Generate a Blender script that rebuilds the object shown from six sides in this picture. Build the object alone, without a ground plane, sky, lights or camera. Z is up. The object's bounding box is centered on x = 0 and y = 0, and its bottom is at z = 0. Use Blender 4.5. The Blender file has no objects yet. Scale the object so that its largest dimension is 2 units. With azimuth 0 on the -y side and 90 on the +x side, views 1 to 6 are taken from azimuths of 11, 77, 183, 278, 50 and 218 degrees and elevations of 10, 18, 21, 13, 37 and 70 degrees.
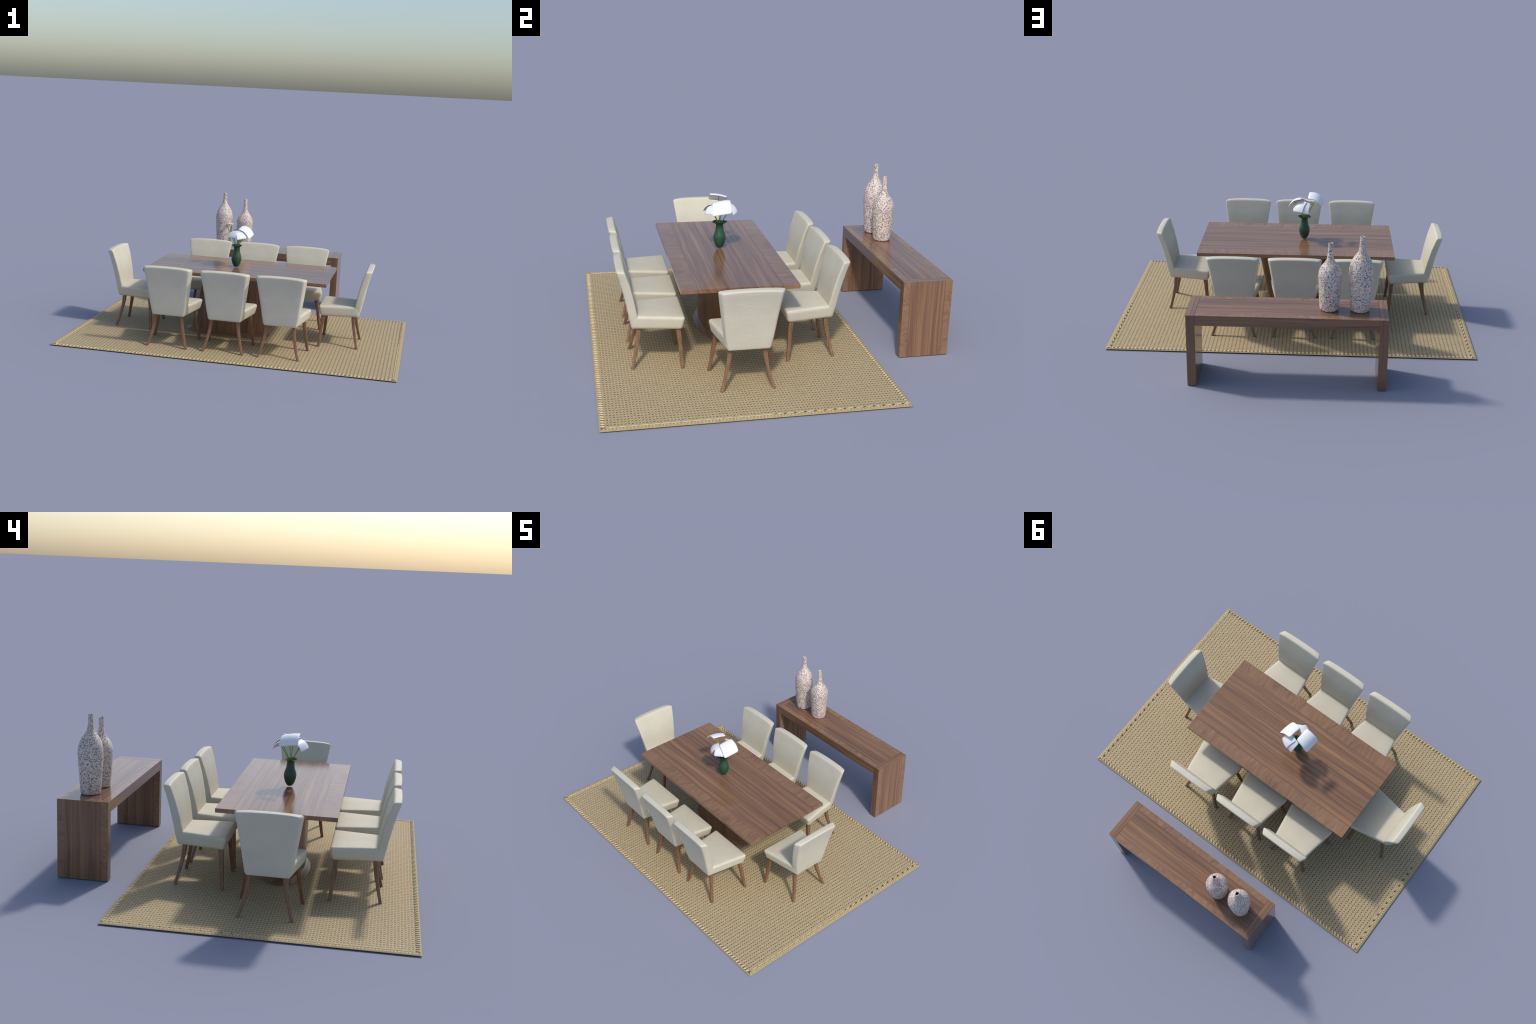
"""Dining set: woven rug, pedestal table with a vase of white flowers, eight
upholstered chairs, a waterfall console table and two speckled floor vases."""
import bpy, bmesh, math, random
import numpy as np
from mathutils import Vector, Matrix

random.seed(7)
RNG = np.random.default_rng(7)
COL = bpy.context.scene.collection


# ------------------------------------------------------------------ helpers
def srgb(r, g, b):
    f = lambda c: (c / 255 / 12.92) if c / 255 <= 0.04045 else ((c / 255 + 0.055) / 1.055) ** 2.4
    return (f(r), f(g), f(b), 1.0)


class Tree:
    """Small wrapper for writing node trees as expressions."""

    def __init__(self, name):
        self.mat = bpy.data.materials.new(name)
        self.mat.use_nodes = True
        self.nt = self.mat.node_tree
        self.bsdf = self.nt.nodes["Principled BSDF"]
        self.out = self.nt.nodes["Material Output"]
        self._obj = None

    def node(self, kind, **props):
        n = self.nt.nodes.new(kind)
        for k, v in props.items():
            setattr(n, k, v)
        return n

    def put(self, socket, value):
        if isinstance(value, bpy.types.NodeSocket):
            self.nt.links.new(value, socket)
        else:
            socket.default_value = value

    def coords(self):
        if self._obj is None:
            self._obj = self.node("ShaderNodeTexCoord").outputs["Object"]
        return self._obj

    def xyz(self, vec=None):
        n = self.node("ShaderNodeSeparateXYZ")
        self.put(n.inputs[0], vec if vec is not None else self.coords())
        return n.outputs[0], n.outputs[1], n.outputs[2]

    def combine(self, x, y, z):
        n = self.node("ShaderNodeCombineXYZ")
        for s, v in zip(n.inputs, (x, y, z)):
            self.put(s, v)
        return n.outputs[0]

    def math(self, op, a, b=0.0, c=0.0, clamp=False):
        n = self.node("ShaderNodeMath", operation=op, use_clamp=clamp)
        for s, v in zip(n.inputs, (a, b, c)):
            self.put(s, v)
        return n.outputs[0]

    def step(self, v, lo, hi):
        n = self.node("ShaderNodeMapRange", interpolation_type="SMOOTHSTEP")
        self.put(n.inputs["Value"], v)
        n.inputs["From Min"].default_value = lo
        n.inputs["From Max"].default_value = hi
        return n.outputs["Result"]

    def noise(self, vec, scale=5.0, detail=3.0, rough=0.5, distort=0.0):
        n = self.node("ShaderNodeTexNoise")
        self.put(n.inputs["Vector"], vec)
        n.inputs["Scale"].default_value = scale
        n.inputs["Detail"].default_value = detail
        n.inputs["Roughness"].default_value = rough
        n.inputs["Distortion"].default_value = distort
        return n.outputs["Fac"]

    def ramp(self, fac, stops):
        n = self.node("ShaderNodeValToRGB")
        el = n.color_ramp.elements
        while len(el) < len(stops):
            el.new(0.5)
        for e, (p, c) in zip(el, stops):
            e.position, e.color = p, c
        self.put(n.inputs["Fac"], fac)
        return n.outputs["Color"]

    def mix(self, fac, a, b, blend="MIX"):
        n = self.node("ShaderNodeMix", data_type="RGBA", blend_type=blend)
        self.put(n.inputs["Factor"], fac)
        self.put(n.inputs["A"], a) if False else None
        ins = [s for s in n.inputs if s.type == "RGBA"]
        self.put(ins[0], a)
        self.put(ins[1], b)
        return [s for s in n.outputs if s.type == "RGBA"][0]

    def bump(self, height, strength=0.3, distance=0.001):
        n = self.node("ShaderNodeBump")
        n.inputs["Strength"].default_value = strength
        n.inputs["Distance"].default_value = distance
        self.put(n.inputs["Height"], height)
        self.put(self.bsdf.inputs["Normal"], n.outputs[0])

    def finish(self, colour, rough=0.5, spec=0.5):
        self.put(self.bsdf.inputs["Base Color"], colour)
        self.put(self.bsdf.inputs["Roughness"], rough)
        self.bsdf.inputs["Specular IOR Level"].default_value = spec
        return self.mat


def thing(name, location, label, category, turn=0.0):
    e = bpy.data.objects.new(name, None)
    e.empty_display_size = 0.05
    e.location = location
    e.rotation_euler = (0, 0, turn)
    e["label"] = label
    e["category"] = category
    COL.objects.link(e)
    return e


def part(name, mesh, parent, stuff=False):
    o = bpy.data.objects.new(name, mesh)
    o.parent = parent
    if stuff:
        o["kind"] = "stuff"
    COL.objects.link(o)
    return o


def mesh_from(name, verts, faces, mat, smooth=True, angle=None):
    me = bpy.data.meshes.new(name)
    me.from_pydata([tuple(v) for v in verts], [], faces)
    bm = bmesh.new()
    bm.from_mesh(me)
    bmesh.ops.recalc_face_normals(bm, faces=bm.faces)
    bm.to_mesh(me)
    bm.free()
    me.materials.append(mat)
    if smooth:
        me.polygons.foreach_set("use_smooth", [True] * len(me.polygons))
        if angle is not None:
            me.set_sharp_from_angle(angle=math.radians(angle))
    return me


def loft(rings, cap_start=True, cap_end=True, closed=True):
    """Faces through equally long rings of points."""
    verts, faces, n = [], [], len(rings[0])
    for r in rings:
        verts += list(r)
    for i in range(len(rings) - 1):
        for j in range(n if closed else n - 1):
            k = (j + 1) % n
            faces.append((i * n + j, i * n + k, (i + 1) * n + k, (i + 1) * n + j))
    if cap_start:
        faces.append(tuple(range(n)))
    if cap_end:
        faces.append(tuple(range((len(rings) - 1) * n, len(rings) * n)))
    return verts, faces


def bevel_box(name, lo, hi, mat, bevel=0.0012, seg=2, cap=None):
    bm = bmesh.new()
    bmesh.ops.create_cube(bm, size=1.0)
    lo, hi = Vector(lo), Vector(hi)
    for v in bm.verts:
        v.co = Vector([(lo[i] + hi[i]) / 2 + v.co[i] * (hi[i] - lo[i]) for i in range(3)])
    bmesh.ops.bevel(bm, geom=list(bm.edges), offset=bevel, segments=seg, affect="EDGES", profile=0.5)
    me = bpy.data.meshes.new(name)
    bm.to_mesh(me)
    bm.free()
    me.materials.append(mat)
    if cap:  # another cut of the veneer on top and bottom
        me.materials.append(cap)
        for p in me.polygons:
            p.material_index = int(abs(p.normal.z) > 0.8)
    me.polygons.foreach_set("use_smooth", [True] * len(me.polygons))
    # keep the broad faces flat: every corner takes the normal of its largest face
    best = {}
    for p in me.polygons:
        for i in p.vertices:
            if i not in best or p.area > best[i].area:
                best[i] = p
    me.normals_split_custom_set([tuple(best[l.vertex_index].normal) for l in me.loops])
    return me


def revolve(name, profile, mat, seg=48, wobble=None):
    rings = []
    for i, (r, z) in enumerate(profile):
        ring = []
        for k in range(seg):
            a = 2 * math.pi * k / seg
            rr, zz = (r, z) if wobble is None else wobble(r, z, a)
            ring.append((rr * math.cos(a), rr * math.sin(a), zz))
        rings.append(ring)
    v, f = loft(rings)
    return mesh_from(name, v, f, mat, angle=60)


def spline(points, count):
    """Catmull-Rom resampling of a control polyline."""
    p = np.array(points, float)
    p = np.vstack([2 * p[0] - p[1], p, 2 * p[-1] - p[-2]])
    out = []
    for t in np.linspace(0, len(points) - 1, count):
        i = min(int(t), len(points) - 2)
        u = t - i
        a, b, c, d = p[i], p[i + 1], p[i + 2], p[i + 3]
        out.append(0.5 * (2 * b + (c - a) * u + (2 * a - 5 * b + 4 * c - d) * u**2 + (3 * b - a - 3 * c + d) * u**3))
    return np.array(out)


def tube(points, radius, sides=8):
    rings = []
    pts = [Vector(p) for p in points]
    for i, p in enumerate(pts):
        t = (pts[min(i + 1, len(pts) - 1)] - pts[max(i - 1, 0)]).normalized()
        u = t.cross(Vector((0.3, 0.9, 0.1))).normalized()
        w = t.cross(u)
        r = radius[i] if hasattr(radius, "__len__") else radius
        rings.append([p + (u * math.cos(a) + w * math.sin(a)) * r for a in np.linspace(0, 2 * math.pi, sides, endpoint=False)])
    return loft(rings)


RX, RY0, RY1 = 1.0, -0.8490, 0.4835  # half length and front/back edge of the rug


# ---------------------------------------------------------------- materials
def wood(name, along, cross, lo, hi, banded=True, rough=0.2, seed=0.0, tone=1.0, band_seed=0.0, ripple=13.0, arcs=0.4):
    """Walnut veneer. `along`/`cross` are axis letters of the grain and of the
    direction over it; `lo`..`hi` is the board's extent over the grain."""
    t = Tree(name)
    ax = dict(zip("xyz", t.xyz()))
    other = [a for a in "xyz" if a not in (along, cross)][0]
    g, c, o = ax[along], ax[cross], ax[other]
    # slow wander of the streaks along the grain
    wander = t.noise(t.combine(t.math("MULTIPLY", g, 2.6), t.math("MULTIPLY", c, 6.0), seed), 1.0, 2.0)
    wander = t.math("MULTIPLY", t.math("SUBTRACT", wander, 0.5), 0.024)
    cw = t.math("ADD", t.math("ADD", c, wander), t.math("MULTIPLY", o, 0.6))
    wide = t.noise(t.combine(t.math("MULTIPLY", g, 1.3), t.math("MULTIPLY", cw, 60.0), seed + 3.1), 1.0, 3.0, 0.55)
    fine = t.noise(t.combine(t.math("MULTIPLY", g, 2.2), t.math("MULTIPLY", cw, 190.0), seed + 7.7), 1.0, 4.0, 0.6)
    pore = t.noise(t.combine(t.math("MULTIPLY", g, 22.0), t.math("MULTIPLY", cw, 620.0), seed + 1.3), 1.0, 2.0, 0.6)
    plank = t.noise(t.combine(t.math("MULTIPLY", g, 0.5), t.math("MULTIPLY", cw, 14.0), seed + 5.3), 1.0, 1.0)
    mixv = t.math("ADD", t.math("MULTIPLY", wide, 0.38), t.math("ADD", t.math("MULTIPLY", fine, 0.40), t.math("MULTIPLY", plank, 0.22)))
    col = t.ramp(mixv, [(0.34, srgb(92 * tone, 69 * tone, 57 * tone)), (0.44, srgb(116 * tone, 87 * tone, 67 * tone)),
                        (0.53, srgb(135 * tone, 101 * tone, 76 * tone)), (0.66, srgb(160 * tone, 123 * tone, 90 * tone))])
    height = t.math("ADD", t.math("MULTIPLY", fine, 0.6), t.math("MULTIPLY", pore, 0.5))
    if banded:
        u = t.math("DIVIDE", t.math("SUBTRACT", c, lo), hi - lo)
        edge = t.math("ABSOLUTE", t.math("SUBTRACT", u, 0.5))
        edgew = t.math("ADD", edge, t.math("MULTIPLY", wander, 0.12 / (hi - lo) * 0.5))
        broadside = t.step(t.math("MINIMUM", t.math("SUBTRACT", c, lo), t.math("SUBTRACT", hi, c)), 0.0004, 0.0012)
        band = t.math("MULTIPLY", t.step(edgew, 0.353, 0.358), broadside)
        seam = t.math("SUBTRACT", 1.0, t.step(t.math("ABSOLUTE", t.math("SUBTRACT", edgew, 0.3545)), 0.003, 0.009))
        k = 1.0 / (hi - lo)
        warp = t.noise(t.combine(t.math("MULTIPLY", g, 3.0 * k), t.math("MULTIPLY", c, 3.0 * k), seed + 11 + band_seed), 1.0, 2.0)
        gv = t.math("ADD", g, t.math("MULTIPLY", warp, 0.05))
        figure = t.noise(t.combine(t.math("MULTIPLY", gv, ripple * k), t.math("MULTIPLY", c, 5.0 * k), seed + 17 + band_seed), 1.0, 3.0, 0.6, 0.8)
        broad = t.noise(t.combine(t.math("MULTIPLY", g, 1.6 * k), t.math("MULTIPLY", c, 3.0 * k), seed + 23 + band_seed), 1.0, 2.0)
        fcol = t.ramp(t.math("ADD", t.math("MULTIPLY", figure, 0.6), t.math("MULTIPLY", broad, 0.4)),
                      [(0.30, srgb(110 * tone, 82 * tone, 65 * tone)), (0.44, srgb(133 * tone, 101 * tone, 77 * tone)),
                       (0.60, srgb(147 * tone, 113 * tone, 84 * tone)), (0.75, srgb(156 * tone, 122 * tone, 92 * tone))])
        # occasional dark cathedral lines
        arc = t.math("FRACT", t.math("ADD", t.math("MULTIPLY", g, 1.35 * k), t.math("MULTIPLY", warp, 1.9)))
        line = t.math("SUBTRACT", 1.0, t.step(t.math("ABSOLUTE", t.math("SUBTRACT", arc, 0.5)), 0.0, 0.035))
        fcol = t.mix(t.math("MULTIPLY", line, arcs), fcol, srgb(92 * tone, 66 * tone, 56 * tone))
        col = t.mix(band, col, fcol)
        col = t.mix(t.math("MULTIPLY", seam, 0.35), col, srgb(88 * tone, 64 * tone, 56 * tone))
        height = t.math("ADD", height, t.math("MULTIPLY", band, t.math("MULTIPLY", figure, 7.0)))
    dark_pore = t.step(pore, 0.66, 0.78)
    col = t.mix(t.math("MULTIPLY", dark_pore, 0.22), col, srgb(70, 50, 44))
    t.bump(height, 0.10, 0.0006)
    return t.finish(col, rough, 0.5)


def make_fabric():
    t = Tree("cream_upholstery")
    p = t.coords()
    x, y, z = t.xyz()
    big = t.noise(p, 9.0, 2.0)
    crease = t.noise(t.combine(t.math("MULTIPLY", x, 55.0), t.math("MULTIPLY", y, 60.0), t.math("MULTIPLY", z, 110.0)), 1.0, 3.0, 0.6, 1.4)
    weave = t.noise(p, 420.0, 2.0)
    warp = t.noise(t.combine(t.math("MULTIPLY", x, 420.0), t.math("MULTIPLY", y, 420.0), t.math("MULTIPLY", z, 40.0)), 1.0, 1.0)
    col = t.ramp(big, [(0.3, srgb(203, 197, 177)), (0.7, srgb(210, 204, 185))])
    col = t.mix(t.math("MULTIPLY", t.step(warp, 0.45, 0.7), 0.10), col, srgb(186, 180, 160))
    t.bump(t.math("ADD", t.math("MULTIPLY", crease, 0.8), t.math("ADD", t.math("MULTIPLY", weave, 0.25), t.math("MULTIPLY", warp, 0.2))), 0.5, 0.0026)
    return t.finish(col, 0.55, 0.35)


def make_leg_wood():
    t = Tree("brown_leg_wood")
    x, y, z = t.xyz()
    n = t.noise(t.combine(t.math("MULTIPLY", x, 160.0), t.math("MULTIPLY", y, 160.0), t.math("MULTIPLY", z, 9.0)), 1.0, 3.0)
    col = t.ramp(n, [(0.3, srgb(106, 78, 59)), (0.55, srgb(130, 97, 72)), (0.75, srgb(144, 109, 82))])
    return t.finish(col, 0.3, 0.45)


PITCH_X, PITCH_Y = 0.02112, 0.01452  # repeat of the rug's weave


def make_weave():
    t = Tree("straw_weave")
    x, y, z = t.xyz()
    rnd = t.noise(t.combine(t.math("MULTIPLY", x, 60.0), t.math("MULTIPLY", y, 140.0), 0.0), 1.0, 2.0)
    jit = t.math("MULTIPLY", t.math("SUBTRACT", rnd, 0.5), 0.12)
    fx = t.math("FRACT", t.math("ADD", t.math("DIVIDE", t.math("SUBTRACT", x, 0.951), PITCH_X), 0.5))
    fy = t.math("FRACT", t.math("ADD", t.math("DIVIDE", t.math("SUBTRACT", y, -0.814), PITCH_Y), 0.5))
    dx = t.math("ABSOLUTE", t.math("SUBTRACT", t.math("ADD", fx, jit), 0.5))
    dy = t.math("ABSOLUTE", t.math("SUBTRACT", fy, 0.5))
    column = t.math("SUBTRACT", 1.0, t.step(dy, 0.18, 0.22))
    dot = t.math("MULTIPLY", t.math("SUBTRACT", 1.0, t.step(dx, 0.12, 0.19)), column)
    slot = t.math("SUBTRACT", 1.0, t.step(t.math("ABSOLUTE", t.math("SUBTRACT", dy, 0.215)), 0.018, 0.055))
    groove = t.math("SUBTRACT", 1.0, t.step(t.math("ABSOLUTE", t.math("SUBTRACT", dy, 0.375)), 0.015, 0.05))
    # twisted strands: fine lines along x, pieced
    strand = t.noise(t.combine(t.math("MULTIPLY", x, 45.0), t.math("MULTIPLY", y, 900.0), 2.0), 1.0, 2.0)
    patchy = t.noise(t.combine(t.math("MULTIPLY", x, 90.0), t.math("MULTIPLY", y, 90.0), 9.0), 1.0, 1.0)
    patch = t.noise(t.combine(t.math("MULTIPLY", x, 14.0), t.math("MULTIPLY", y, 14.0), 5.0), 1.0, 3.0)
    base = t.ramp(strand, [(0.28, srgb(146, 130, 97)), (0.5, srgb(188, 170, 133)), (0.70, srgb(219, 203, 166))])
    base = t.mix(t.math("MULTIPLY", t.step(patch, 0.4, 0.7), 0.35), base, srgb(184, 158, 122))
    block = t.ramp(rnd, [(0.35, srgb(184, 168, 130)), (0.65, srgb(202, 174, 134))])
    col = t.mix(column, base, block)
    col = t.mix(t.math("MULTIPLY", groove, 0.45), col, srgb(120, 102, 68))
    col = t.mix(t.math("MULTIPLY", slot, t.math("ADD", 0.25, t.math("MULTIPLY", rnd, 0.6))), col, srgb(88, 76, 52))
    col = t.mix(t.math("MULTIPLY", dot, t.math("ADD", 0.30, t.math("MULTIPLY", patchy, 1.05), clamp=True)), col, srgb(40, 41, 36))
    # dark notches painted along the scalloped half of the short-side cord
    beat = t.math("ABSOLUTE", t.math("SUBTRACT", t.math("FRACT", t.math("ADD", t.math("DIVIDE", t.math("SUBTRACT", y, RY0 + 0.03), 3 * PITCH_Y), 0.5)), 0.5))
    notch = t.math("MULTIPLY", t.math("SUBTRACT", 1.0, t.step(beat, 0.10, 0.22)), t.step(t.math("ABSOLUTE", x), 0.9660, 0.9690))
    notch = t.math("MULTIPLY", notch, t.step(y, -0.17, -0.15))
    col = t.mix(t.math("MULTIPLY", notch, 0.9), col, srgb(44, 42, 34))
    h = t.math("SUBTRACT", t.math("ADD", t.math("MULTIPLY", strand, 0.5), t.math("MULTIPLY", column, 0.4)),
               t.math("ADD", t.math("MULTIPLY", dot, 1.2), t.math("MULTIPLY", t.math("ADD", slot, groove), 0.5)))
    t.bump(h, 0.5, 0.001)
    return t.finish(col, 0.75, 0.25)


def make_hem(dotted):
    """Edge binding of the rug; along x (long sides) or dotted along y."""
    t = Tree("straw_hem_dotted" if dotted else "straw_hem")
    x, y, z = t.xyz()
    run, over = (y, x) if dotted else (x, y)
    fib = t.noise(t.combine(t.math("MULTIPLY", x, 60.0 if dotted else 260.0), t.math("MULTIPLY", y, 260.0 if dotted else 60.0), 0.0), 1.0, 3.0)
    col = t.ramp(fib, [(0.3, srgb(150, 132, 96)), (0.6, srgb(182, 162, 121)), (0.8, srgb(202, 182, 143))])
    if dotted:
        f = t.math("ABSOLUTE", t.math("SUBTRACT", t.math("FRACT", t.math("ADD", t.math("DIVIDE", t.math("SUBTRACT", y, -0.839), PITCH_Y), 0.5)), 0.5))
        near = t.math("ABSOLUTE", t.math("SUBTRACT", t.math("ABSOLUTE", x), 0.986))
        dot = t.math("MULTIPLY", t.math("SUBTRACT", 1.0, t.step(f, 0.1, 0.2)), t.math("SUBTRACT", 1.0, t.step(near, 0.0020, 0.0034)))
        rib = t.math("SUBTRACT", 1.0, t.step(f, 0.15, 0.45))
        col = t.mix(t.math("MULTIPLY", rib, 0.3), col, srgb(160, 144, 108))
        pale = t.math("SUBTRACT", 1.0, t.step(near, 0.0026, 0.0042))
        col = t.mix(t.math("MULTIPLY", pale, 0.5), col, srgb(228, 206, 158))
        col = t.mix(t.math("MULTIPLY", dot, 0.85), col, srgb(58, 52, 42))
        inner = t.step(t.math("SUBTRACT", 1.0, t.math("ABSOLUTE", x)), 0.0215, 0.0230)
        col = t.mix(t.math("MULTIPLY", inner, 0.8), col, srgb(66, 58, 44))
    else:  # binding painted darker for the shadow between the stitches
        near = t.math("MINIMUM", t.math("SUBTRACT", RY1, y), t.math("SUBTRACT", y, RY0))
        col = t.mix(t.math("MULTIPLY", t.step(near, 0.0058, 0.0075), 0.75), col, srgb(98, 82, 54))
    t.bump(fib, 0.4, 0.001)
    return t.finish(col, 0.7, 0.3)


def make_cord():
    t = Tree("straw_cord")
    x, y, z = t.xyz()
    tint = t.noise(t.combine(t.math("MULTIPLY", x, 34.0), t.math("MULTIPLY", y, 34.0), 0.0), 1.0, 1.0)
    fib = t.noise(t.combine(t.math("MULTIPLY", x, 300.0), t.math("MULTIPLY", y, 120.0), 0.0), 1.0, 2.0)
    col = t.ramp(t.math("ADD", t.math("MULTIPLY", tint, 0.75), t.math("MULTIPLY", fib, 0.25)),
                 [(0.32, srgb(182, 168, 126)), (0.5, srgb(204, 190, 150)), (0.66, srgb(206, 170, 118))])
    t.bump(fib, 0.3, 0.0008)
    return t.finish(col, 0.6, 0.35)


def make_terrazzo():
    t = Tree("speckled_stone")
    p = t.coords()
    warp = t.noise(p, 60.0, 2.0)
    v = t.node("ShaderNodeTexVoronoi")
    v.inputs["Scale"].default_value = 200.0
    v.inputs["Randomness"].default_value = 1.0
    wv = t.node("ShaderNodeVectorMath", operation="ADD")
    t.put(wv.inputs[0], p)
    t.put(wv.inputs[1], t.combine(t.math("MULTIPLY", warp, 0.004), t.math("MULTIPLY", warp, -0.004), t.math("MULTIPLY", warp, 0.004)))
    t.put(v.inputs["Vector"], wv.outputs[0])
    r, g, b = t.xyz(v.outputs["Color"])
    # each chip gets its own size, many none at all
    size = t.math("ADD", 0.25, t.math("MULTIPLY", r, 0.46))
    chip = t.math("MULTIPLY", t.step(t.math("SUBTRACT", size, v.outputs["Distance"]), 0.0, 0.07), t.step(g, 0.08, 0.14))
    chipcol = t.ramp(b, [(0.0, srgb(62, 55, 54)), (0.30, srgb(92, 80, 76)), (0.44, srgb(132, 104, 84)), (0.66, srgb(172, 138, 108)), (0.85, srgb(188, 164, 146)), (1.0, srgb(128, 90, 74))])
    fine = t.noise(p, 420.0, 2.0)
    ground = t.ramp(fine, [(0.35, srgb(206, 190, 182)), (0.6, srgb(228, 216, 208))])
    col = t.mix(t.math("MULTIPLY", chip, 0.92), ground, chipcol)
    t.bump(t.math("SUBTRACT", t.math("MULTIPLY", fine, 0.3), chip), 0.35, 0.001)
    return t.finish(col, 0.5, 0.4)


def make_plain(name, colour, rough, spec, lo=0.9, hi=1.08, scale=30.0):
    t = Tree(name)
    n = t.noise(t.coords(), scale, 2.0)
    a = tuple(c * lo for c in colour[:3]) + (1,)
    b = tuple(min(1, c * hi) for c in colour[:3]) + (1,)
    return t.finish(t.ramp(n, [(0.3, a), (0.7, b)]), rough, spec)


FABRIC, LEG_WOOD = make_fabric(), make_leg_wood()
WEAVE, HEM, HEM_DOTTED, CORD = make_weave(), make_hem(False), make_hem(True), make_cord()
TERRAZZO = make_terrazzo()
GREEN = make_plain("dark_green_glaze", (0.022, 0.075, 0.040, 1), 0.42, 0.4)
NECK_BLACK = make_plain("near_black_neck", (0.02, 0.02, 0.018, 1), 0.8, 0.2)
STEM = make_plain("stem_green", (0.25, 0.40, 0.12, 1), 0.5, 0.4)
PETAL = make_plain("white_petal", (0.86, 0.86, 0.88, 1), 0.45, 0.35, 0.98, 1.02)

# ---------------------------------------------------------------------- rug
RUG_TOP, RUG_UNDER = 0.0052, 0.0020
rug = thing("woven_rug", (0, 0, 0), "straw coloured woven rug with corded edges", "rug")
inset_x, inset_y = 0.026, 0.0235
part("woven_field", bevel_box("woven_field", (-RX + inset_x, RY0 + inset_y, RUG_UNDER), (RX - inset_x, RY1 - inset_y, RUG_TOP), WEAVE, 0.0008, 1), rug)


def hem_strip(name, start, end, inward, profile, mat):
    """Mitred strip along one side: profile = (distance from edge, height)."""
    s, e, n = Vector(start), Vector(end), Vector(inward)
    d = (e - s).normalized()
    rings = []
    for k in range(61):
        f = k / 60
        rings.append([(s + d * (t * w0) + (e - d * (t * w1) - s - d * (t * w0)) * f + n * t) + Vector((0, 0, h))
                      for t, h, w0, w1 in [(q[0], q[1], q[2], q[2]) for q in profile]])
    v, f = loft(rings)
    return part(name, mesh_from(name, v, f, mat, angle=40), rug)


def section(pts, ratio):
    return [(t, h, ratio) for t, h in pts]


long_pts = [(0.0, 0.0034), (0.003, 0.0046), (0.008, 0.0052), (inset_y, 0.0052), (inset_y, RUG_UNDER), (0.001, RUG_UNDER)]
short_pts = [(0.0, 0.0030), (0.003, 0.0044), (0.011, 0.0070), (0.020, 0.0072), (inset_x, 0.0056), (inset_x, RUG_UNDER), (0.001, RUG_UNDER)]
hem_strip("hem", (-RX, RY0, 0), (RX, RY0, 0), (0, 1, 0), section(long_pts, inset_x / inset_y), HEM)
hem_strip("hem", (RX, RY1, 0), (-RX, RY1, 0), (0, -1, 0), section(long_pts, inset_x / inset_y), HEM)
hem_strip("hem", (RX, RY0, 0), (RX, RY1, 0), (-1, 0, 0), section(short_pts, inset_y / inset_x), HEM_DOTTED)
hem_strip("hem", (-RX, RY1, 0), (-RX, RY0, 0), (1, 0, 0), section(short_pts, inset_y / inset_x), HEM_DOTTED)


def bead(centre, direction, half_len, half_wid, height, twist, rings=7, sides=8):
    """One plump stitch lying on the rug, a spindle with a round back."""
    c, d = Vector(centre), Vector(direction).normalized()
    side = Vector((-d.y, d.x, 0))
    out = []
    for i in range(rings):
        f = -1 + 2 * i / (rings - 1)
        w = max(0.12, (1 - abs(f) ** 3.2)) ** 0.6
        p = c + d * (f * half_len) + side * (twist * half_wid * math.sin(f * 2.2))
        out.append([p + side * (math.cos(a) * half_wid * w) + Vector((0, 0, math.sin(a) * height * w))
                    for a in np.linspace(0, 2 * math.pi, sides, endpoint=False)])
    return loft(out)


def joined(name, pieces, mat, parent, stuff=True):
    verts, faces = [], []
    for v, f in pieces:
        n = len(verts)
        verts += v
        faces += [tuple(i + n for i in q) for q in f]
    return part(name, mesh_from(name, verts, faces, mat), parent, stuff)


south, north = [], []
count = int((2 * RX - 0.05) / PITCH_X)
for i in range(count):
    x = 0.951 - 0.012 - i * PITCH_X + PITCH_X + random.uniform(-0.0012, 0.0012)
    if abs(x) > RX - 0.026:
        continue
    k = random.uniform(0.9, 1.08)
    south.append(bead((x, RY0 + 0.0150, 0.0050), (0.72, 1, 0), 0.0112 * k, 0.0064 * k, 0.0042, 0.25))
    north.append(bead((x, RY1 - 0.0150, 0.0050), (-0.50, 1, 0), 0.0102 * k, 0.0066 * k, 0.0042, 0.25))
joined("cord_stitching", south, CORD, rug)
joined("cord_stitching", north, CORD, rug)
for sx in (-1, 1):
    ridge, y = [], RY0 + 0.03
    while y < RY1 - 0.03:
        northern = y > -0.16
        step = 3 * PITCH_Y
        hl = 0.5 * step * (0.86 if northern else 1.10)
        lean = -0.16 * sx if northern else 0.015
        ridge.append(bead((sx * (RX - 0.0262), y + step / 2, 0.0056), (lean, 1, 0), hl, 0.0036, 0.0030, 0.2, 9))
        y += step
    joined("cord_ridge", ridge, CORD, rug)

# -------------------------------------------------------------------- table
TX0, TX1, TY0, TY1, TZ0, TZ1 = -0.5715, 0.5420, -0.4635, 0.0845, 0.4005, 0.4206
table = thing("dining_table", (0, 0, 0), "walnut dining table with slanted oval pedestal", "dining table")
part("tabletop", bevel_box("tabletop", (TX0, TY0, TZ0), (TX1, TY1, TZ1), wood("walnut_tabletop", "x", "y", TY0, TY1, True, 0.16, 1.0, 1.0, 0.0, 34.0, 0.12), 0.0012), table)


def oval(cx, cy, a, b, z, n=96):
    return [(cx + a * math.cos(2 * math.pi * k / n), cy + b * math.sin(2 * math.pi * k / n), z) for k in range(n)]


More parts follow.
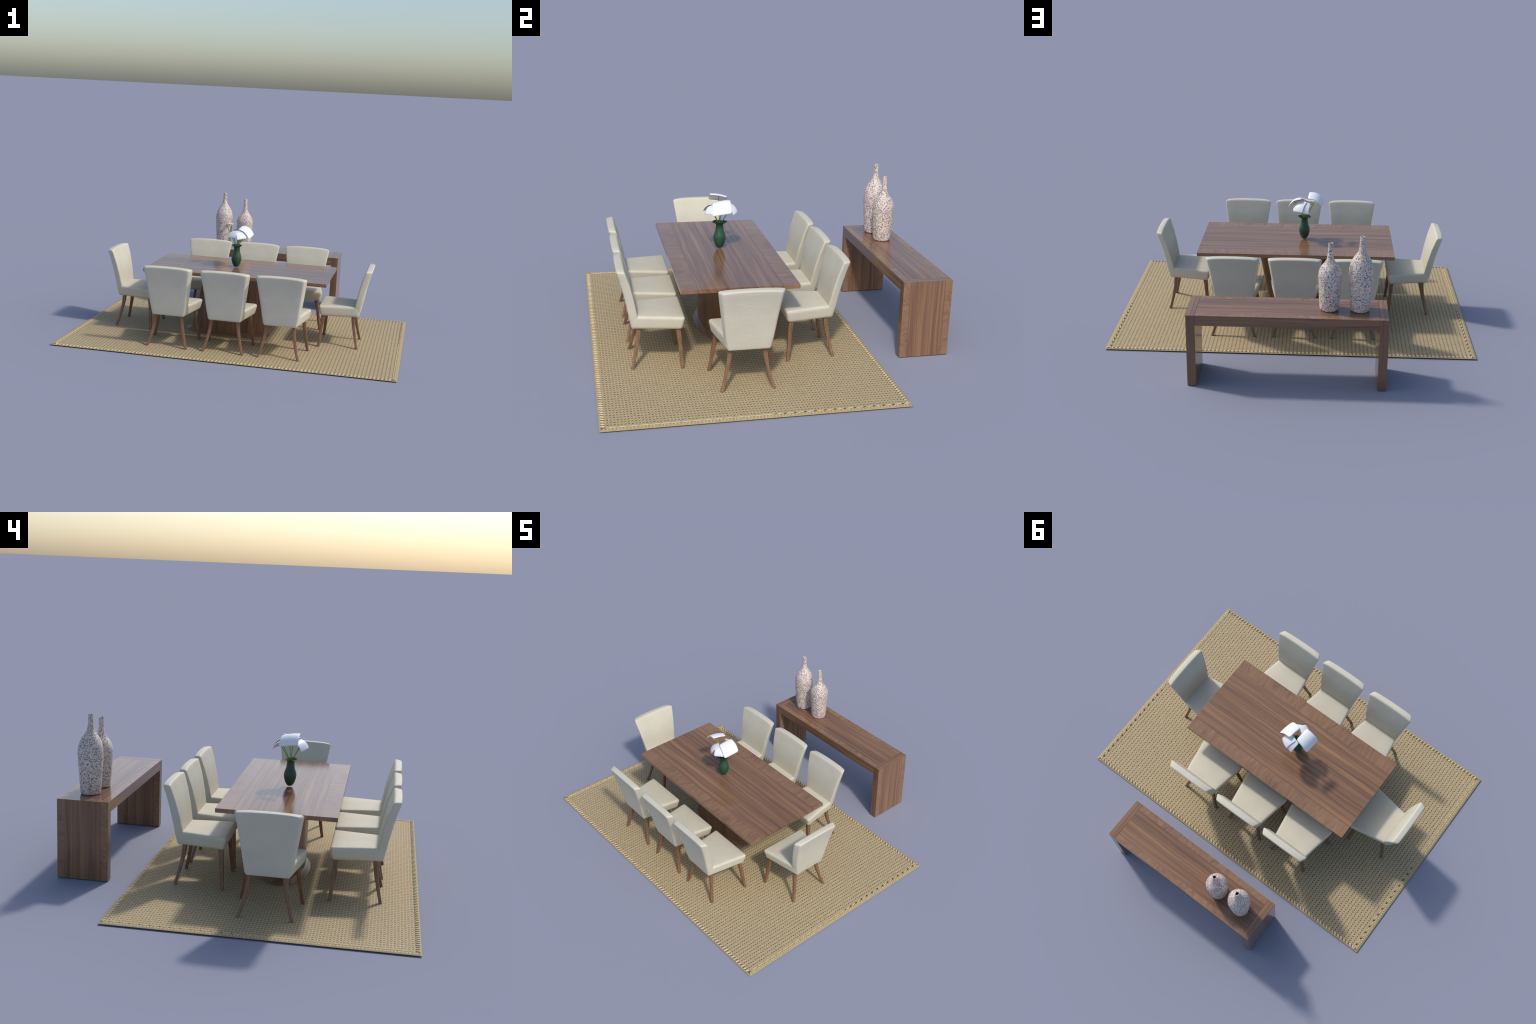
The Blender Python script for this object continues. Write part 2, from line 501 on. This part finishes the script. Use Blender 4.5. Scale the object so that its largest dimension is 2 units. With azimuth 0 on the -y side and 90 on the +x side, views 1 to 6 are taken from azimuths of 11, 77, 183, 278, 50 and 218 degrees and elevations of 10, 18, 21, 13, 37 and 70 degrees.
PCX, PCY, LEAN = -0.087, -0.190, 0.18
rings = [oval(PCX + LEAN * (z - 0.026), PCY, 0.237, 0.101, z) for z in np.linspace(0.024, TZ0, 12)]
v, f = loft(rings)
part("pedestal", mesh_from("pedestal", v, f, wood("walnut_pedestal", "z", "x", -0.3, 0.2, False, 0.28, 5.0, 0.95), angle=50), table)
rings = [oval(PCX, PCY, a, b, z) for a, b, z in
         [(0.266, 0.124, 0.0035), (0.271, 0.1285, 0.0060), (0.271, 0.1285, 0.0085), (0.2685, 0.1265, 0.0110), (0.262, 0.121, 0.0150),
          (0.253, 0.114, 0.0200), (0.245, 0.107, 0.0250), (0.239, 0.1025, 0.0290), (0.230, 0.094, 0.0292)]]
v, f = loft(rings)
part("base", mesh_from("base", v, f, wood("walnut_base", "x", "y", -0.3, 0.0, False, 0.38, 9.0, 0.92), angle=50), table)

# ------------------------------------------------------------------ console
console = thing("console_table", (0, 0.7257, 0), "walnut waterfall console table with slab legs", "console table")
CY = 0.1235
leg_mat = wood("walnut_slab_leg", "z", "y", -CY, CY, True, 0.16, 21.0)
beam_mat = wood("walnut_beam", "x", "y", -CY, CY, True, 0.16, 31.0)
leg_me = bevel_box("slab_leg", (-0.0222, -CY, 0), (0.0222, CY, 0.3850), leg_mat, 0.0010, 2, wood("walnut_slab_cap", "y", "x", -0.0222, 0.0222, False, 0.16, 41.0))
for sx in (-1, 1):
    o = part("slab_leg", leg_me, console)
    o.location = (0.4737 if sx > 0 else -0.4748, 0, 0)
part("beam", bevel_box("beam", (-0.4524, -CY, 0.3305), (0.4513, CY, 0.3850), beam_mat, 0.0010), console)


# --------------------------------------------------------------- floor vases
def floor_vase(name, x, y, profile, label, turn, phase):
    e = thing(name, (x, y, 0.385), label, "vase", turn)

    def lumpy(r, z, a):
        k = 1 + 0.012 * math.sin(3 * a + phase + z * 9) * min(1, r / 0.04) + 0.006 * math.sin(7 * a + 2.0 * phase - z * 31)
        return r * k, z + (0.0008 * math.sin(13 * a) if z < 0.006 and r > 0.03 else 0)

    profile = [(r, z * 0.989) for r, z in profile]
    top = max(p[1] for p in profile)
    ctrl = [(r, z) for r, z in profile]
    pts = spline(ctrl, len(ctrl) * 4)
    outer = [(0.001, 0.0008), (0.036, 0.0008)] + [(max(0.002, r), z) for r, z in pts]
    lip = [(0.0100, top + 0.0004), (0.0084, top - 0.0010), (0.0080, top - 0.02), (0.0080, top - 0.06), (0.001, top - 0.06)]
    part("body", revolve("body", outer + lip[:2], TERRAZZO, 64, lumpy) if False else revolve("body", outer + lip[:2] + lip[2:], TERRAZZO, 64, lumpy), e)
    # dark hollow closing the neck, near-black
    part("neck_disc", revolve("neck_disc", [(0.0010, top - 0.012), (0.0076, top - 0.012), (0.0078, top - 0.0105), (0.0010, top - 0.0104)], NECK_BLACK, 24), e)
    return e


tall = [(0.0420, 0.0010), (0.0470, 0.0060), (0.0492, 0.0200), (0.0505, 0.0350), (0.0530, 0.0760), (0.0565, 0.1210), (0.0592, 0.1670),
        (0.0601, 0.1940), (0.0597, 0.2180), (0.0578, 0.2330), (0.0520, 0.2540), (0.0435, 0.2730), (0.0320, 0.2910), (0.0218, 0.3060),
        (0.0165, 0.3220), (0.0140, 0.3400), (0.0125, 0.3620), (0.0116, 0.3860), (0.0114, 0.3905)]
short = [(0.0410, 0.0010), (0.0462, 0.0055), (0.0482, 0.0180), (0.0492, 0.0280), (0.0525, 0.0720), (0.0547, 0.1180), (0.0571, 0.1630),
         (0.0577, 0.1880), (0.0553, 0.2040), (0.0497, 0.2200), (0.0405, 0.2350), (0.0287, 0.2500), (0.0192, 0.2670), (0.0152, 0.2860),
         (0.0130, 0.3040), (0.0120, 0.3270), (0.0115, 0.3500), (0.0114, 0.3535)]
floor_vase("floor_vase", -0.3575, 0.7325, tall, "tall speckled stone bottle vase", 0.0, 0.4)
floor_vase("floor_vase", -0.2050, 0.7310, short, "shorter speckled stone bottle vase", 1.9, 2.2)

# -------------------------------------------------------------- flower vase
VX, VY = -0.0575, -0.1900
flowers = thing("flower_vase", (VX, VY, 0.4250), "dark green vase with white flowers", "vase")


def wavy_lip(r, z, a):
    k = max(0.0, (r - 0.020) / 0.015) if z > 0.12 else 0.0
    return r * (1 + 0.06 * k * math.cos(4 * a + 0.6)), z + 0.0022 * k * math.cos(3 * a + 0.9)


prof = [(0.0010, 0.0012), (0.0115, 0.0012), (0.0135, 0.0022), (0.0192, 0.0100), (0.0240, 0.0195), (0.0280, 0.0315), (0.0307, 0.0435), (0.0315, 0.0535),
        (0.0302, 0.0645), (0.0270, 0.0745), (0.0218, 0.0890), (0.0193, 0.1030), (0.0181, 0.1165), (0.0192, 0.1240), (0.0262, 0.1295), (0.0345, 0.1345),
        (0.0352, 0.1352), (0.0338, 0.1358), (0.0255, 0.1310), (0.0180, 0.1260), (0.0162, 0.1180), (0.0160, 0.0900), (0.0010, 0.0900)]
body = part("vase_body", revolve("vase_body", prof, GREEN, 48, wavy_lip), flowers)


def petal_mesh(name, inner, outer, w_in, w_out, sag, side_tilt=0.0, wave=0.0, n=16):
    """A broad petal bent over from its inner to its outer edge."""
    a, b = Vector(inner), Vector(outer)
    a, b = a.lerp(b, -0.03), a.lerp(b, 1.03)
    w_in, w_out = w_in * 1.05, w_out * 1.05
    along = b - a
    lateral = Vector((0, 0, 1)).cross(along).normalized()
    lateral = (lateral + Vector((0, 0, side_tilt))).normalized()
    normal = along.cross(lateral).normalized()
    if normal.z < 0:
        normal = -normal
    verts, faces = [], []
    for i in range(n + 1):
        for j in range(n + 1):
            s, q = -1 + 2 * i / n, -1 + 2 * j / n
            ss = s * math.sqrt(1 - 0.14 * q**6)
            qq = q * math.sqrt(1 - 0.14 * s**6)
            w = w_in + (w_out - w_in) * (ss + 1) / 2
            p = (a + b) / 2 + along * (ss / 2) + lateral * (qq * w / 2)
            p += normal * (sag * (1 - ss * ss) + 0.28 * sag * (1 - qq * qq) + wave * math.sin(2.6 * qq + 1.2) * (ss + 1) / 2)
            verts.append(p)
    for i in range(n):
        for j in range(n):
            k = i * (n + 1) + j
            faces.append((k, k + 1, k + n + 2, k + n + 1))
    o = Vector((VX, VY, 0.4250))
    me = mesh_from(name, [v - o for v in verts], faces, PETAL)
    centre = (a + b) / 2 + normal * sag * 1.28 + along * 0.02
    return me, centre - o, normal


blooms = [
    # inner edge, outer edge, widths, sag, tilt, wave
    ((-0.0800, -0.1940, 0.6850), (-0.1580, -0.1860, 0.6420), 0.084, 0.094, 0.0190, 0.17, 0.000),
    ((-0.0425, -0.1830, 0.6680), (0.0290, -0.1920, 0.6170), 0.084, 0.097, 0.0180, 0.16, 0.000),
    ((-0.0580, -0.2150, 0.6505), (-0.0825, -0.2590, 0.6130), 0.060, 0.065, 0.0115, 0.18, 0.000),
    ((-0.0400, -0.2070, 0.6550), (-0.0145, -0.2510, 0.6095), 0.062, 0.067, 0.0125, 0.16, 0.000),
    ((-0.0650, -0.1600, 0.6530), (-0.0490, -0.1080, 0.6055), 0.058, 0.067, 0.0125, -0.12, 0.001),
    ((-0.0470, -0.1640, 0.6560), (-0.0190, -0.1160, 0.6085), 0.058, 0.064, 0.0130, 0.02, 0.001),
]
for i, (a, b, wi, wo, sag, tilt, wave) in enumerate(blooms):
    me, c, nrm = petal_mesh("petal", a, b, wi, wo, sag, tilt, wave)
    bloom = part("petal", me, flowers)
    sol = bloom.modifiers.new("thickness", "SOLIDIFY")
    sol.thickness = 0.0008
    ang = math.atan2(c.y, c.x)
    foot = Vector((0.008 * math.cos(ang), 0.008 * math.sin(ang), 0.100))
    neck = Vector((0.011 * math.cos(ang), 0.011 * math.sin(ang), 0.132))
    tip = c + nrm * 0.0004
    mid = neck.lerp(tip, 0.5) + Vector((0, 0, 0.004))
    path = spline([foot, neck, mid, tip], 14)
    v, f = tube(path, [0.0023] * 11 + [0.0021, 0.0018, 0.0014])
    part("stem", mesh_from("stem", v, f, STEM, angle=60), flowers)

# ------------------------------------------------------------------- chairs
def rounded_block(name, half, radius, warp, mat, cells=(10, 10, 6), edge=4):
    """Box with rounded edges; warp maps (u, v, w) in -1..1 to its final place."""
    def stops(h, n):
        core = np.linspace(-(h - radius), h - radius, n)
        rim = radius * np.sin(np.linspace(0, math.pi / 2, edge + 1)[1:])
        return np.concatenate([-(h - radius) - rim[::-1], core, (h - radius) + rim])

    axes = [stops(h, n) for h, n in zip(half, cells)]
    index, verts, faces = {}, [], []

    def vert(i, j, k):
        key = (i, j, k)
        if key not in index:
            p = np.array([axes[0][i], axes[1][j], axes[2][k]])
            core = np.clip(p, -(np.array(half) - radius), np.array(half) - radius)
            d = p - core
            m = np.max(np.abs(d))
            if m > 0:  # push the square corner onto a sphere of the radius
                d = d / np.linalg.norm(d) * radius * min(1.0, m / radius + 1e-9) if m >= radius * 0.999 else d
            q = (core + d) / np.array(half)
            index[key] = len(verts)
            verts.append(warp(*q))
        return index[key]

    N = [len(a) for a in axes]
    for ax in range(3):
        b, c = [q for q in range(3) if q != ax]
        for side in (0, N[ax] - 1):
            for i in range(N[b] - 1):
                for j in range(N[c] - 1):
                    quad = []
                    for di, dj in ((0, 0), (1, 0), (1, 1), (0, 1)):
                        key = [0, 0, 0]
                        key[ax], key[b], key[c] = side, i + di, j + dj
                        quad.append(vert(*key))
                    faces.append(tuple(quad))
    return mesh_from(name, verts, faces, mat)


def seat_warp(u, v, w):
    """u across, v from the back (-1) to the front (+1), w up."""
    f, h = (v + 1) / 2, (w + 1) / 2
    half_top = 0.1085 + (0.1505 - 0.1085) * f
    half_low = 0.0970 + (0.1360 - 0.0970) * f
    half = half_low + (half_top - half_low) * h
    y_front = 0.2325 + 0.0140 * h
    y = 0.0000 + (y_front - 0.0000) * f
    z_top = 0.2625 - 0.002 * f + 0.0035 * (1 - u * u) * (1 - v * v)
    z_low = 0.1965 - 0.0020 * f
    return (0.003 + half * u, y, z_low + (z_top - z_low) * h)


OUTER = [(0.190, 0.004), (0.197, 0.003), (0.249, -0.0078), (0.307, -0.0185), (0.379, -0.0335), (0.440, -0.0495), (0.475, -0.0600), (0.510, -0.0710)]
INNER = [(0.190, 0.043), (0.197, 0.042), (0.257, 0.031), (0.338, 0.0165), (0.415, -0.0015), (0.477, -0.0215), (0.510, -0.0325)]
HALF_IN = [(0.190, 0.0985), (0.257, 0.1130), (0.350, 0.1285), (0.480, 0.1490), (0.510, 0.1530)]
HALF_OUT = [(0.190, 0.0930), (0.257, 0.1060), (0.350, 0.1160), (0.480, 0.1320), (0.510, 0.1360)]


def look_up(table, z):
    return float(np.interp(z, [q[0] for q in table], [q[1] for q in table]))


def back_warp(u, v, w):
    """u across, v from the outside (-1) to the inside (+1), w up."""
    h = (w + 1) / 2
    f = (v + 1) / 2
    z_top = 0.4965 - 0.0045 * u * u - 0.0045 * abs(u) ** 7 - 0.0030 * (1 - f)
    z = 0.1955 + (z_top - 0.1955) * h
    half = look_up(HALF_OUT, z) * (1 - f) + look_up(HALF_IN, z) * f
    y = look_up(OUTER, z) * (1 - f) + look_up(INNER, z) * f
    y += 0.0012 * (1 - u * u) * (1 - w * w) * f
    return (0.003 + half * u, y, z)


SEAT = rounded_block("seat", (0.125, 0.12, 0.032), 0.0150, seat_warp, FABRIC, (10, 10, 4), 5)
BACK = rounded_block("backrest", (0.120, 0.0195, 0.154), 0.0090, back_warp, FABRIC, (10, 3, 18), 5)


def chair_leg(name, spine, sizes, turn):
    """Tapered leg of rounded square section along a spine."""
    pts = spline(spine, 15)
    sz = np.interp(np.linspace(0, 1, 15), np.linspace(0, 1, len(sizes)), sizes)
    rings = []
    for p, s in zip(pts, sz):
        ring = []
        for k in range(16):
            a = 2 * math.pi * k / 16
            c, n = math.cos(a), math.sin(a)
            r = (abs(c) ** 5 + abs(n) ** 5) ** (-1 / 5) * s / 2
            x, y = r * c, r * n
            ring.append((p[0] + x * math.cos(turn) - y * math.sin(turn), p[1] + x * math.sin(turn) + y * math.cos(turn), p[2]))
        rings.append(ring)
    v, f = loft(rings)
    return mesh_from(name, v, f, LEG_WOOD, angle=50)


LEGS = []
for sx in (-1, 1):
    LEGS.append(chair_leg("leg", [(sx * 0.1090, 0.2130, 0.206), (sx * 0.1190, 0.2195, 0.140), (sx * 0.1310, 0.2260, 0.060), (sx * 0.1410, 0.2310, 0.0045)],
                          [0.0245, 0.0205, 0.0175, 0.0158], 0.0))
    LEGS.append(chair_leg("leg", [(sx * 0.0770, 0.0375, 0.206), (sx * 0.0830, 0.0315, 0.145), (sx * 0.0930, 0.0225, 0.096), (sx * 0.1030, 0.0130, 0.053), (sx * 0.1180, 0.0015, 0.0045)],
                          [0.0245, 0.0200, 0.0170, 0.0158, 0.0155], 0.0))

# feet of the back legs stand on these points; turn 0 faces the +y side
PLACES = [(-0.3490, -0.6755, 0.0), (-0.0130, -0.6755, 0.0), (0.3125, -0.6755, 0.0),
          (-0.3430, 0.2865, math.pi), (-0.0160, 0.2865, math.pi), (0.3195, 0.2865, math.pi),
          (0.7325, -0.1890, math.pi / 2), (-0.7880, -0.1880, -math.pi / 2)]
for x, y, turn in PLACES:
    chair = thing("dining_chair", (x, y, 0), "cream upholstered dining chair with brown splayed legs", "chair", turn)
    part("seat", SEAT, chair)
    part("backrest", BACK, chair)
    for me in LEGS:
        part("leg", me, chair)
